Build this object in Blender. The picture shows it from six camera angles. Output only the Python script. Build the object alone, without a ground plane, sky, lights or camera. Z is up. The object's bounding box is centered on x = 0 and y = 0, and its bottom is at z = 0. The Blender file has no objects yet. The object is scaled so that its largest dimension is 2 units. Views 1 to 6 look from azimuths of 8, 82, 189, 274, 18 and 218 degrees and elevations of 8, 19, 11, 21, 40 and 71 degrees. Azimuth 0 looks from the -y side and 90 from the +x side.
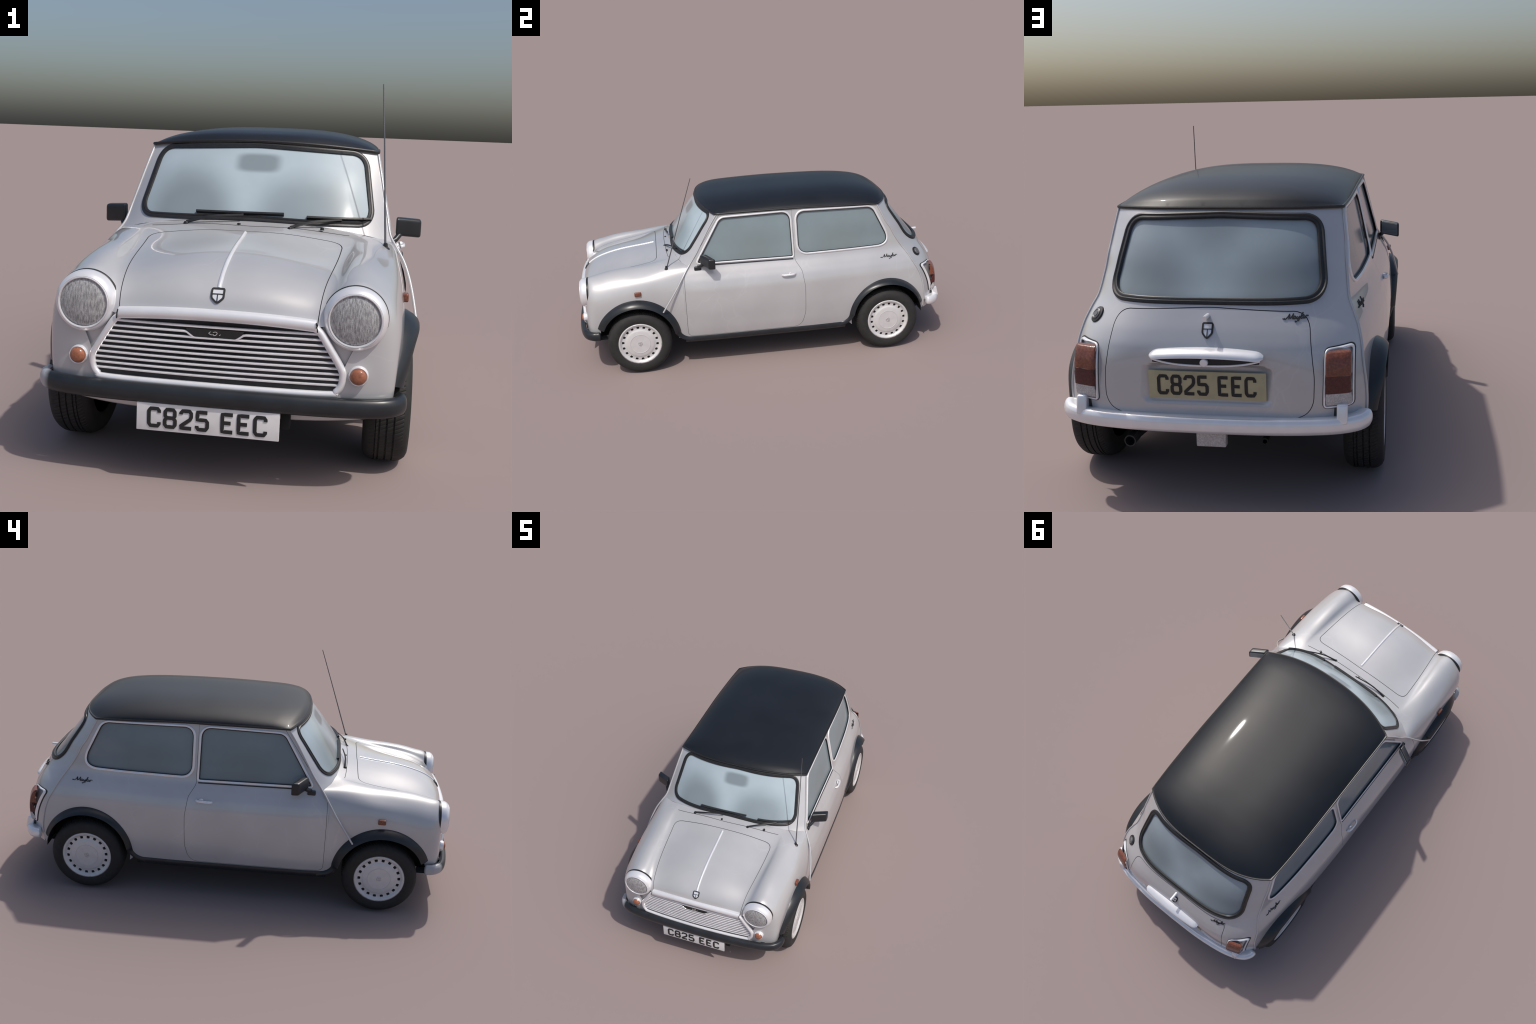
import bpy, bmesh, math, random
import numpy as np
from mathutils import Vector
from mathutils.geometry import delaunay_2d_cdt

random.seed(7)
# ------------------------------------------------------------------ curves
def K(keys):
    """monotone cubic through (position, value) keys, works on arrays"""
    xs = np.array([k[0] for k in keys], float); ys = np.array([k[1] for k in keys], float)
    h = np.diff(xs); d = np.diff(ys) / h; m = np.zeros(len(xs))
    for i in range(1, len(xs) - 1):
        if d[i-1] * d[i] > 0:
            w1 = 2*h[i] + h[i-1]; w2 = h[i] + 2*h[i-1]
            m[i] = (w1 + w2) / (w1/d[i-1] + w2/d[i])
    m[0] = d[0]; m[-1] = d[-1]
    def f(x):
        x = np.asarray(x, float)
        i = np.clip(np.searchsorted(xs, x) - 1, 0, len(h) - 1)
        xc = np.clip(x, xs[0], xs[-1]); t = (xc - xs[i]) / h[i]; t2 = t*t; t3 = t2*t
        r = (2*t3-3*t2+1)*ys[i] + (t3-2*t2+t)*h[i]*m[i] + (3*t2-2*t3)*ys[i+1] + (t3-t2)*h[i]*m[i+1]
        return r + np.where(x < xs[0], m[0]*(x-xs[0]), 0) + np.where(x > xs[-1], m[-1]*(x-xs[-1]), 0)
    return f

def resample(pts, step, closed=False):
    pts = np.array(pts, float)
    if closed: pts = np.vstack([pts, pts[:1]])
    out = []
    for a, b in zip(pts[:-1], pts[1:]):
        n = max(1, int(math.ceil(np.linalg.norm(b-a) / step)))
        for k in range(n): out.append(a + (b-a)*k/n)
    if not closed: out.append(pts[-1])
    return np.array(out)

def smooth_path(pts, n=8, closed=False):
    """Catmull-Rom through points"""
    P = np.array(pts, float); m = len(P); out = []
    rng = range(m if closed else m - 1)
    for i in rng:
        p1 = P[i]; p2 = P[(i+1) % m]
        p0 = P[i-1] if (closed or i > 0) else 2*p1 - p2
        p3 = P[(i+2) % m] if (closed or i + 2 < m) else 2*p2 - p1
        for k in range(n):
            t = k/n
            out.append(.5*((2*p1) + (p2-p0)*t + (2*p0-5*p1+4*p2-p3)*t*t + (3*p1-p0-3*p2+p3)*t**3))
    if not closed: out.append(P[-1])
    return np.array(out)

def rounded(corners, seg=7):
    """polygon with rounded corners: corners are (u, v, radius)"""
    n = len(corners); out = []
    for i in range(n):
        p = np.array(corners[i][:2], float); r = corners[i][2]
        a = np.array(corners[i-1][:2], float) - p; b = np.array(corners[(i+1) % n][:2], float) - p
        la, lb = np.linalg.norm(a), np.linalg.norm(b); a /= la; b /= lb
        if r <= 0: out.append(p); continue
        ang = math.acos(max(-1, min(1, float(a @ b)))); d = min(r / math.tan(ang/2), .48*la, .48*lb)
        s, e = p + a*d, p + b*d
        for k in range(seg + 1):
            t = k/seg; out.append((1-t)**2*s + 2*t*(1-t)*(p*.82+(s+e)*.09) + t*t*e)
    return np.array(out)

def offset_poly(P, d):
    """move a closed outline outwards by d"""
    P = np.array(P, float)
    area = .5*np.sum(P[:, 0]*np.roll(P[:, 1], -1) - np.roll(P[:, 0], -1)*P[:, 1])
    T = np.roll(P, -1, 0) - np.roll(P, 1, 0); T /= np.linalg.norm(T, axis=1)[:, None] + 1e-12
    N = np.stack([T[:, 1], -T[:, 0]], 1)*(1 if area > 0 else -1)
    return P + N*d

def inside(poly, pts):
    x, y = pts[:, 0], pts[:, 1]; c = np.zeros(len(pts), bool); n = len(poly); j = n - 1
    for i in range(n):
        xi, yi = poly[i]; xj, yj = poly[j]
        m = (yi > y) != (yj > y)
        if yi != yj: c ^= m & (x < (xj-xi)*(y-yi)/(yj-yi) + xi)
        j = i
    return c

# ------------------------------------------------------------------ materials
MATS = {}
def material(name, color, rough=.5, metal=0., coat=0., spec=.5, noise=0., scale=30., bump=0., bscale=200., coat_rough=.08, stretch=None):
    m = bpy.data.materials.new(name); m.use_nodes = True; nt = m.node_tree
    b = nt.nodes['Principled BSDF']
    b.inputs['Roughness'].default_value = rough; b.inputs['Metallic'].default_value = metal
    b.inputs['Coat Weight'].default_value = coat; b.inputs['Coat Roughness'].default_value = coat_rough
    b.inputs['Specular IOR Level'].default_value = spec
    tc = nt.nodes.new('ShaderNodeTexCoord')
    nz = nt.nodes.new('ShaderNodeTexNoise'); nz.inputs['Scale'].default_value = scale; nz.inputs['Detail'].default_value = 5
    crd = tc.outputs['Object']
    if stretch:
        mp = nt.nodes.new('ShaderNodeMapping'); mp.inputs['Scale'].default_value = stretch; nt.links.new(crd, mp.inputs['Vector']); crd = mp.outputs['Vector']
    nt.links.new(crd, nz.inputs['Vector'])
    rp = nt.nodes.new('ShaderNodeValToRGB')
    lo = [c*(1-noise) for c in color]; hi = [min(1, c*(1+noise)) for c in color]
    rp.color_ramp.elements[0].position = .3; rp.color_ramp.elements[1].position = .7
    rp.color_ramp.elements[0].color = (*lo, 1); rp.color_ramp.elements[1].color = (*hi, 1)
    nt.links.new(nz.outputs['Fac'], rp.inputs['Fac']); nt.links.new(rp.outputs['Color'], b.inputs['Base Color'])
    if bump:
        n2 = nt.nodes.new('ShaderNodeTexNoise'); n2.inputs['Scale'].default_value = bscale; n2.inputs['Detail'].default_value = 3
        nt.links.new(tc.outputs['Object'], n2.inputs['Vector'])
        bp = nt.nodes.new('ShaderNodeBump'); bp.inputs['Strength'].default_value = bump; bp.inputs['Distance'].default_value = .002
        nt.links.new(n2.outputs['Fac'], bp.inputs['Height']); nt.links.new(bp.outputs['Normal'], b.inputs['Normal'])
    MATS[name] = m
    return m

def glass_material(name, base, dark, blobs, rough=.12):
    """opaque misted pane: pale tone with soft darker shapes of what stands behind it;
    blobs: (axis-a centre, z centre, half width, half height, softness, strength)"""
    m = material(name, base, rough=rough, spec=.55, noise=.05, scale=9., bump=.05, bscale=14.)
    nt = m.node_tree; b = nt.nodes['Principled BSDF']
    src = b.inputs['Base Color'].links[0].from_socket
    tc = nt.nodes.new('ShaderNodeTexCoord'); sp = nt.nodes.new('ShaderNodeSeparateXYZ')
    nt.links.new(tc.outputs['Object'], sp.inputs[0])
    def math_node(op, a, bb, c=None):
        n = nt.nodes.new('ShaderNodeMath'); n.operation = op
        for i, v in enumerate((a, bb, c)):
            if v is None: continue
            if isinstance(v, (int, float)): n.inputs[i].default_value = v
            else: nt.links.new(v, n.inputs[i])
        return n.outputs[0]
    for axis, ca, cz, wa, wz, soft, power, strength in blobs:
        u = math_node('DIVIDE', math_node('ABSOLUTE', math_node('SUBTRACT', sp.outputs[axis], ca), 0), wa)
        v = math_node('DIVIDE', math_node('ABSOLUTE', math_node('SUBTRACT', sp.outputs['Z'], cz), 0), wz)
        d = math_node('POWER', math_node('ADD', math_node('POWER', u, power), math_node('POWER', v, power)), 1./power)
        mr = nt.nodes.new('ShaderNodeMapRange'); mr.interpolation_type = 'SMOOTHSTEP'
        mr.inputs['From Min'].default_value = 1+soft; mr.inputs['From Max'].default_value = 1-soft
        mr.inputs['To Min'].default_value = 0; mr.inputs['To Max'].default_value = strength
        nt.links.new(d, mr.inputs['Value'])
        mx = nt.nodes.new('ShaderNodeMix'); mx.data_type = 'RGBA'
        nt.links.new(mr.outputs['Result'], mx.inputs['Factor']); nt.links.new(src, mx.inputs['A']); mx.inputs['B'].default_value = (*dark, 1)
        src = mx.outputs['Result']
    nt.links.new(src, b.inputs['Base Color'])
    return m

material('silver_paint', (.515, .515, .525), rough=.32, metal=.2, coat=1., coat_rough=.03, noise=.06, scale=4.5, bump=.16, bscale=5.5)
material('roof_paint', (.010, .012, .016), rough=.46, spec=.30, coat=.2, coat_rough=.05, noise=.15, scale=6., bump=.10, bscale=8.)
material('black_plastic', (.016, .019, .023), rough=.32, noise=.2, scale=20., bump=.05, bscale=60.)
material('rubber_seal', (.018, .018, .019), rough=.4, noise=.2, scale=60., bump=.1, bscale=120.)
material('tyre_rubber', (.022, .021, .021), rough=.75, noise=.2, scale=60., bump=.15, bscale=300.)
material('chrome', (.86, .86, .88), rough=.22, metal=.35, noise=.05, scale=15., bump=.03, bscale=30.)
material('dull_trim', (.55, .54, .54), rough=.35, metal=.4, noise=.25, scale=90., bump=.1, bscale=120.)
material('cap_grey', (.16, .16, .165), rough=.4, metal=.3, noise=.3, scale=120.)
material('aerial_steel', (.13, .13, .135), rough=.35, metal=.5)
material('black_gap', (.015, .015, .016), rough=.9)
material('grey_seam', (.05, .05, .053), rough=.8)  # shadow inside the panel gaps, given as a dark base colour
material('underside', (.012, .012, .012), rough=.95, noise=.3)
material('wheel_silver', (.66, .65, .65), rough=.38, metal=.15, coat=.2, noise=.04, scale=40.)
material('lamp_lens', (.36, .36, .365), rough=.25, noise=.45, scale=330., bump=.4, bscale=420., stretch=(1, 1, .22))
material('amber_lens', (.33, .125, .07), rough=.22, noise=.2, scale=160., bump=.1, bscale=200.)
material('orange_lens', (.20, .068, .042), rough=.2, noise=.3, scale=160., bump=.15, bscale=240.)
material('red_lens', (.085, .018, .018), rough=.2, noise=.3, scale=160., bump=.15, bscale=240.)
material('clear_lens', (.50, .48, .48), rough=.3, noise=.25, scale=260., bump=.3, bscale=300.)
material('plate_white', (.72, .71, .71), rough=.4, noise=.05, scale=30.)
material('plate_yellow', (.44, .40, .25), rough=.4, noise=.08, scale=30.)
material('ink', (.015, .015, .015), rough=.6, noise=.2, scale=200.)
material('grille_dark', (.02, .02, .022), rough=.6, noise=.5, scale=30.)
material('mirror_glass', (.16, .18, .2), rough=.1)
glass_material('windscreen_glass', (.42, .505, .55), (.17, .205, .22), [
    ('X', .0, .758, .064, .026, .28, 4, .75),
    ('X', -.19, .60, .12, .125, .45, 2.2, .75), ('X', .16, .60, .14, .115, .45, 2.2, .6),
    ('X', .0, .56, .4, .04, .6, 2, .4)])
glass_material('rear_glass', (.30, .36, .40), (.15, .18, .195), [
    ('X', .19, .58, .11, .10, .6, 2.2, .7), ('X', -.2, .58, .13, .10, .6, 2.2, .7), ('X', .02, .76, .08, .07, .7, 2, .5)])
glass_material('side_glass', (.215, .27, .295), (.19, .225, .235), [('Y', .4, .6, .14, .09, .6, 2, .6), ('Y', -.05, .6, .12, .1, .6, 2, .6)])

def tyre_sipes():
    """fine cuts across the tread: a wave in the angle round the axle, only near the tread radius"""
    m = MATS['tyre_rubber']; nt = m.node_tree; b = nt.nodes['Principled BSDF']
    tc = nt.nodes.new('ShaderNodeTexCoord'); sp = nt.nodes.new('ShaderNodeSeparateXYZ'); nt.links.new(tc.outputs['Object'], sp.inputs[0])
    def mn(op, a, bb=None):
        n = nt.nodes.new('ShaderNodeMath'); n.operation = op
        for i, v in enumerate((a, bb)):
            if v is None: continue
            if isinstance(v, (int, float)): n.inputs[i].default_value = v
            else: nt.links.new(v, n.inputs[i])
        return n.outputs[0]
    ang = mn('ARCTAN2', sp.outputs['Z'], sp.outputs['Y'])
    w = mn('SINE', mn('ADD', mn('MULTIPLY', ang, 90), mn('MULTIPLY', sp.outputs['X'], 220)))
    r = mn('SQRT', mn('ADD', mn('MULTIPLY', sp.outputs['Y'], sp.outputs['Y']), mn('MULTIPLY', sp.outputs['Z'], sp.outputs['Z'])))
    h = mn('MULTIPLY', mn('MINIMUM', w, .2), mn('GREATER_THAN', r, .1625))
    bp = nt.nodes.new('ShaderNodeBump'); bp.inputs['Strength'].default_value = .5; bp.inputs['Distance'].default_value = .003
    nt.links.new(h, bp.inputs['Height']); nt.links.new(bp.outputs['Normal'], b.inputs['Normal'])
tyre_sipes()
def paint_pale_lines():
    """faint net of pale lines over the silver paint"""
    nt = MATS['silver_paint'].node_tree; b = nt.nodes['Principled BSDF']; src = b.inputs['Base Color'].links[0].from_socket
    tc = nt.nodes.new('ShaderNodeTexCoord')
    nz = nt.nodes.new('ShaderNodeTexNoise'); nz.inputs['Scale'].default_value = 6; nz.inputs['Detail'].default_value = 3
    nt.links.new(tc.outputs['Object'], nz.inputs['Vector'])
    ad = nt.nodes.new('ShaderNodeMix'); ad.data_type = 'RGBA'; ad.inputs['Factor'].default_value = .12
    nt.links.new(tc.outputs['Object'], ad.inputs['A']); nt.links.new(nz.outputs['Color'], ad.inputs['B'])
    vo = nt.nodes.new('ShaderNodeTexVoronoi'); vo.feature = 'DISTANCE_TO_EDGE'; vo.inputs['Scale'].default_value = 7
    nt.links.new(ad.outputs['Result'], vo.inputs['Vector'])
    mr = nt.nodes.new('ShaderNodeMapRange'); mr.inputs['From Min'].default_value = .02; mr.inputs['From Max'].default_value = 0; mr.inputs['To Max'].default_value = 1
    nt.links.new(vo.outputs['Distance'], mr.inputs['Value'])
    n2 = nt.nodes.new('ShaderNodeTexNoise'); n2.inputs['Scale'].default_value = 4; nt.links.new(tc.outputs['Object'], n2.inputs['Vector'])
    m2 = nt.nodes.new('ShaderNodeMapRange'); m2.inputs['From Min'].default_value = .48; m2.inputs['From Max'].default_value = .62; m2.inputs['To Max'].default_value = .13
    nt.links.new(n2.outputs['Fac'], m2.inputs['Value'])
    mu = nt.nodes.new('ShaderNodeMath'); mu.operation = 'MULTIPLY'; nt.links.new(mr.outputs['Result'], mu.inputs[0]); nt.links.new(m2.outputs['Result'], mu.inputs[1])
    mx = nt.nodes.new('ShaderNodeMix'); mx.data_type = 'RGBA'; mx.inputs['B'].default_value = (.75, .75, .76, 1)
    nt.links.new(mu.outputs[0], mx.inputs['Factor']); nt.links.new(src, mx.inputs['A']); nt.links.new(mx.outputs['Result'], b.inputs['Base Color'])
paint_pale_lines()

# ------------------------------------------------------------------ object helpers
ROOT = bpy.data.objects.new('small_hatchback_car', None)
bpy.context.scene.collection.objects.link(ROOT)
ROOT['label'] = 'small silver two door car with black roof'
ROOT['category'] = 'car'

def make(name, verts, faces, mat, parent=None, normals=None, smooth=True, angle=None, flip=False):
    me = bpy.data.meshes.new(name)
    F = [tuple(reversed(f)) for f in faces] if flip else [tuple(f) for f in faces]
    me.from_pydata([tuple(map(float, v)) for v in verts], [], F)
    me.materials.append(MATS[mat]); me.update()
    me.polygons.foreach_set('use_smooth', [smooth]*len(me.polygons))
    if angle is not None: me.set_sharp_from_angle(angle=math.radians(angle))
    if normals is not None: me.normals_split_custom_set_from_vertices([tuple(map(float, n)) for n in normals])
    ob = bpy.data.objects.new(name, me); bpy.context.scene.collection.objects.link(ob)
    ob.parent = parent or ROOT
    return ob

def empty(name, parent=None):
    e = bpy.data.objects.new(name, None); bpy.context.scene.collection.objects.link(e); e.parent = parent or ROOT
    return e

def mirror_pts(V):
    V = np.array(V, float).copy(); V[:, 0] *= -1; return V

def surf_normals(surf, uv, h=1e-3, out=None):
    u, v = uv[:, 0], uv[:, 1]
    du = surf(u+h, v) - surf(u-h, v); dv = surf(u, v+h) - surf(u, v-h)
    n = np.cross(du, dv); n /= np.linalg.norm(n, axis=1)[:, None] + 1e-12
    return n

def panel(name, surf, outer, mat, holes=(), step=(.012, .012), parent=None, offset=0., sign=1, mirror=False, edge=None):
    """a piece of the body skin: outline and holes live in the surface's own two coordinates"""
    step = np.array(step); sc = 1/step
    loops = [resample(np.array(p)*sc, edge or 1., True) for p in [outer, *holes]]
    lo, hi = loops[0].min(0), loops[0].max(0)
    gx, gy = np.meshgrid(np.arange(math.floor(lo[0]), math.ceil(hi[0])+1), np.arange(math.floor(lo[1]), math.ceil(hi[1])+1))
    G = np.stack([gx.ravel(), gy.ravel()], 1).astype(float)
    k = inside(loops[0], G)
    for l in loops[1:]: k &= ~inside(l, G)
    G = G[k]
    B = np.vstack(loops)
    keep = np.ones(len(G), bool)
    for s in range(0, len(G), 2000):
        d = np.linalg.norm(G[s:s+2000, None]-B[None], axis=2).min(1); keep[s:s+2000] = d > .5
    G = G[keep]
    V2 = np.vstack([B, G]); edges = []; o = 0
    for l in loops:
        n = len(l); edges += [(o+i, o+(i+1) % n) for i in range(n)]; o += n
    r = delaunay_2d_cdt([Vector(p) for p in V2], edges, [], 0, 1e-6)
    UV = np.array([tuple(p) for p in r[0]]); F = np.array(r[2])
    C = UV[F].mean(1); k = inside(loops[0], C)
    for l in loops[1:]: k &= ~inside(l, C)
    F = F[k]; used = np.unique(F); re = -np.ones(len(UV), int); re[used] = np.arange(len(used))
    UV = UV[used]*step; F = re[F]
    P = surf(UV[:, 0], UV[:, 1]); N = surf_normals(surf, UV)*sign
    P = P + N*offset
    tri_n = np.cross(P[F[:, 1]]-P[F[:, 0]], P[F[:, 2]]-P[F[:, 0]])
    if np.sum(tri_n*N[F[:, 0]]) < 0: F = F[:, ::-1]
    if mirror: P = mirror_pts(P); N = mirror_pts(N); F = F[:, ::-1]
    return make(name, P, F.tolist(), mat, parent, N)

def sweep(name, path, normal, profile, mat, parent=None, closed=False, prof_closed=True, scale=None, caps=True, mirror=False, angle=50, smooth=True):
    """profile points are (sideways, outwards) along a path with given outward directions"""
    P = np.array(path, float); n = len(P)
    N = np.array(normal, float)
    if N.ndim == 1: N = np.tile(N, (n, 1))
    T = (np.roll(P, -1, 0) - np.roll(P, 1, 0)) if closed else np.gradient(P, axis=0)
    T /= np.linalg.norm(T, axis=1)[:, None] + 1e-12
    N = N - T*np.sum(N*T, 1)[:, None]; N /= np.linalg.norm(N, axis=1)[:, None] + 1e-12
    B = np.cross(T, N); pr = np.array(profile, float); m = len(pr)
    sc = np.ones(n) if scale is None else np.array(scale)
    V = (P[:, None] + sc[:, None, None]*(pr[None, :, :1]*B[:, None] + pr[None, :, 1:]*N[:, None])).reshape(-1, 3)
    F = []
    for i in range(n if closed else n-1):
        for j in range(m if prof_closed else m-1):
            a, b = i*m+j, i*m+(j+1) % m; c, d = ((i+1) % n)*m+(j+1) % m, ((i+1) % n)*m+j
            F.append((a, b, c, d))
    if not closed and caps and prof_closed:
        F.append(tuple(reversed(range(m)))); F.append(tuple((n-1)*m+j for j in range(m)))
    if mirror: V = mirror_pts(V); F = [f[::-1] for f in F]
    ob = make(name, V, F, mat, parent, smooth=smooth)
    fix_normals(ob, angle)
    return ob

def fix_normals(ob, angle=None):
    bm = bmesh.new(); bm.from_mesh(ob.data); bmesh.ops.recalc_face_normals(bm, faces=bm.faces); bm.to_mesh(ob.data); bm.free()
    if angle is not None: ob.data.set_sharp_from_angle(angle=math.radians(angle))

def circle_profile(r, n=10, sq=1.):
    return [(r*math.cos(2*math.pi*k/n), r*sq*math.sin(2*math.pi*k/n)) for k in range(n)]

def lathe(name, profile, mat, origin=(0, 0, 0), axis='X', n=64, parent=None, angle=35):
    """profile: (radius, along axis)"""
    V = []; F = []; m = len(profile)
    for i in range(n):
        a = 2*math.pi*i/n; c, s = math.cos(a), math.sin(a)
        for r, h in profile:
            V.append({'X': (h, r*c, r*s), 'Y': (r*c, h, r*s), 'Z': (r*c, r*s, h)}[axis])
    for i in range(n):
        for j in range(m-1):
            F.append((i*m+j, i*m+j+1, ((i+1) % n)*m+j+1, ((i+1) % n)*m+j))
    V = np.array(V) + np.array(origin)
    ob = make(name, V, F, mat, parent)
    bm = bmesh.new(); bm.from_mesh(ob.data); bmesh.ops.remove_doubles(bm, verts=bm.verts, dist=1e-5)
    bmesh.ops.recalc_face_normals(bm, faces=bm.faces); bm.to_mesh(ob.data); bm.free()
    ob.data.set_sharp_from_angle(angle=math.radians(angle))
    return ob

def box(name, lo, hi, mat, bevel=.004, seg=3, parent=None, mirror=False, shape=None):
    lo = np.array(lo, float); hi = np.array(hi, float)
    if mirror: lo[0], hi[0] = -hi[0], -lo[0]
    bm = bmesh.new(); bmesh.ops.create_cube(bm, size=1)
    for v in bm.verts:
        p = lo + (np.array(v.co)+.5)*(hi-lo); v.co = p
    if shape:
        for v in bm.verts: v.co = shape(v.co.copy())
    if bevel: bmesh.ops.bevel(bm, geom=bm.edges[:], offset=bevel, segments=seg, affect='EDGES', profile=.6)
    me = bpy.data.meshes.new(name); bm.to_mesh(me); bm.free(); me.materials.append(MATS[mat])
    me.polygons.foreach_set('use_smooth', [True]*len(me.polygons)); me.set_sharp_from_angle(angle=math.radians(40))
    ob = bpy.data.objects.new(name, me); bpy.context.scene.collection.objects.link(ob); ob.parent = parent or ROOT
    return ob

# ------------------------------------------------------------------ body surfaces
side_profile = K([(.12, .425), (.18, .436), (.25, .444), (.35, .450), (.42, .4495), (.47, .443), (.51, .428), (.545, .409), (.60, .396), (.70, .375), (.78, .358), (.83, .348)])
rear_taper = K([(-2, 0), (.2, 0), (.45, -.007), (.68, -.028), (.85, -.055), (1, -.09)])
taper_by_height = K([(.15, .3), (.27, .35), (.42, .75), (.52, 1), (.6, 1), (.70, .8), (.80, .65)])
front_taper = K([(-1, -.03), (-.9, -.018), (-.75, -.003), (-.6, 0), (2, 0)])
door_bulge = K([(-2, 0), (-.66, 0), (-.56, .15), (-.43, .6), (-.30, .95), (-.1, 1), (.2, 1), (.40, .8), (.55, .5), (.75, .2), (.88, 0), (2, 0)])
bulge_by_height = K([(.10, .012), (.17, .017), (.22, .020), (.28, .0205), (.35, .018), (.42, .013), (.46, .008), (.505, .001), (.52, 0), (1, 0)])
def X(y, z): return side_profile(z) + rear_taper(y)*taper_by_height(z) + front_taper(y) + door_bulge(y)*bulge_by_height(z)
def side_surf(y, z): return np.stack([X(y, z), np.asarray(y, float), np.asarray(z, float)], 1)

pillar_y = K([(.50, -.430), (.545, -.405), (.575, -.379), (.659, -.327), (.744, -.276), (.801, -.237), (.84, -.212)])
screen_y = K([(.54, -.512), (.592, -.477), (.70, -.402), (.808, -.322), (.84, -.298)])
screen_power = K([(.54, 4.), (.60, 3.7), (.70, 2.9), (.80, 2.4), (.84, 2.3)])
def front_surf(s, z):
    s = np.asarray(s, float); z = np.asarray(z, float); ys = pillar_y(z); xs = X(ys, z)
    return np.stack([xs*s, ys + (screen_y(z)-ys)*(1-np.abs(s)**screen_power(z)), z], 1)
def screen_bottom(s): return .592 - .047*np.abs(s)**3
def screen_top(s): return .824 - .020*np.abs(s)**2

tail_seam_y = K([(.17, .855), (.266, .863), (.348, .855), (.402, .840), (.463, .807), (.516, .775), (.563, .741), (.619, .707), (.655, .690), (.688, .667), (.736, .643), (.785, .618), (.82, .60)])
tail_y = K([(.17, .935), (.22, .955), (.30, .965), (.38, .960), (.44, .952), (.48, .935), (.522, .909), (.547, .892), (.569, .875), (.60, .849), (.66, .803), (.70, .773), (.75, .735), (.78, .714), (.80, .700), (.83, .67)])
tail_power = K([(.15, 5.5), (.38, 5.6), (.44, 5.), (.53, 4.2), (.60, 4.2), (.68, 4.3), (.76, 4.), (.80, 3.2), (.83, 3)])
def rear_surf(s, z):
    s = np.asarray(s, float); z = np.asarray(z, float); ys = tail_seam_y(z); xs = X(ys, z)
    rec = np.clip(1.25 - (np.abs(xs*s/.182)**8 + np.abs((z-.345)/.056)**8), 0, 1)   # shallow bay for the plate
    return np.stack([-xs*s, -.012*rec*rec*(3-2*rec) + ys + (tail_y(z)-ys)*(1-np.abs(s)**tail_power(z)), z], 1)   # s runs from +x to -x so the skin faces outwards
def rear_top(s): return .798 - .008*np.abs(s)**2

crown_z = K([(0, .824), (.012, .835), (.03, .843), (.06, .849), (.12, .856), (.22, .862), (.32, .866), (.42, .868), (.51, .8675), (.61, .8665), (.71, .8645), (.80, .859), (.88, .849), (.94, .835), (.98, .817), (1, .797)])
gutter_z = K([(0, .804), (.2, .805), (.5, .804), (.8, .796), (1, .790)])
crown_power = K([(0, 2.), (.03, 2.6), (.1, 3.), (.5, 3.), (.93, 3.), (1, 2.6)])
crown_round = K([(0, 1.), (.03, .75), (.1, .66), (.9, .66), (.97, .7), (1, .9)])
def roof_surf(s, t):
    s = np.asarray(s, float); t = np.asarray(t, float); a = np.abs(s)
    yf = front_surf(s, screen_top(s))[:, 1] - .008; yr = rear_surf(s, rear_top(s))[:, 1] + .006
    y = yf + (yr-yf)*t; g = gutter_z(t)
    x = s*(X(y, g) + .002)
    return np.stack([x, y, g + (crown_z(t)-g)*np.clip(1-a**crown_power(t), 0, 1)**crown_round(t)], 1)

# nose: lengthwise curves from the sill (0) over the wing crown (5) and bonnet seam (7) to the centre line (9)
def nose_net():
    rows = []
    ys = [-.52, -.62, -.72, -.81, -.88]
    def side_row(z0, z1, front):
        zb = np.linspace(z0, z1, 6)
        r = [(X(-.435, z0), -.435, z0)] + [(X(y, z), y, z) for y, z in zip(ys, zb[1:])]
        return r + front
    rows.append(side_row(.165, .205, [(.403, -.932, .205), (.29, -.958, .215)]))
    rows.append(side_row(.29, .29, [(.408, -.932, .29), (.30, -.957, .29)]))
    rows.append(side_row(.40, .385, [(.405, -.930, .375), (.325, -.951, .355)]))
    rows.append([(float(X(-.4295, .497)), -.4295, .497), (.437, -.52, .483), (.435, -.62, .478), (.431, -.72, .470), (.424, -.81, .460), (.416, -.88, .450), (.396, -.928, .435), (.345, -.946, .40)])
    b = lambda s: tuple(front_surf(np.array([s]), screen_bottom(np.array([s])))[0])
    rows.append([b(1.), (.404, -.51, .536), (.402, -.62, .519), (.397, -.72, .511), (.391, -.81, .501), (.385, -.88, .488), (.372, -.930, .470), (.340, -.946, .415)])
    rows.append([b(.9), (.358, -.515, .557), (.353, -.62, .545), (.349, -.72, .538), (.344, -.81, .528), (.339, -.88, .514), (.331, -.933, .494), (.325, -.946, .425)])
    rows.append([b(.77), (.312, -.52, .563), (.309, -.62, .546), (.304, -.72, .536), (.299, -.81, .524), (.293, -.88, .506), (.287, -.933, .478), (.285, -.946, .42)])
    rows.append([b(.66), (.272, -.525, .563), (.270, -.62, .539), (.264, -.72, .522), (.256, -.81, .507), (.248, -.88, .487), (.242, -.932, .452), (.238, -.956, .405)])
    rows.append([b(.33), (.135, -.528, .577), (.134, -.62, .556), (.131, -.72, .542), (.128, -.81, .526), (.125, -.885, .503), (.122, -.941, .464), (.119, -.964, .415)])
    rows.append([b(0.), (0, -.530, .578), (0, -.62, .563), (0, -.72, .551), (0, -.81, .534), (0, -.89, .507), (0, -.945, .467), (0, -.967, .420)])
    rows += [[(-x, y, z) for x, y, z in r] for r in rows[-2::-1]]
    return np.array(rows, float)                                      # 19 x 8 x 3

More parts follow.
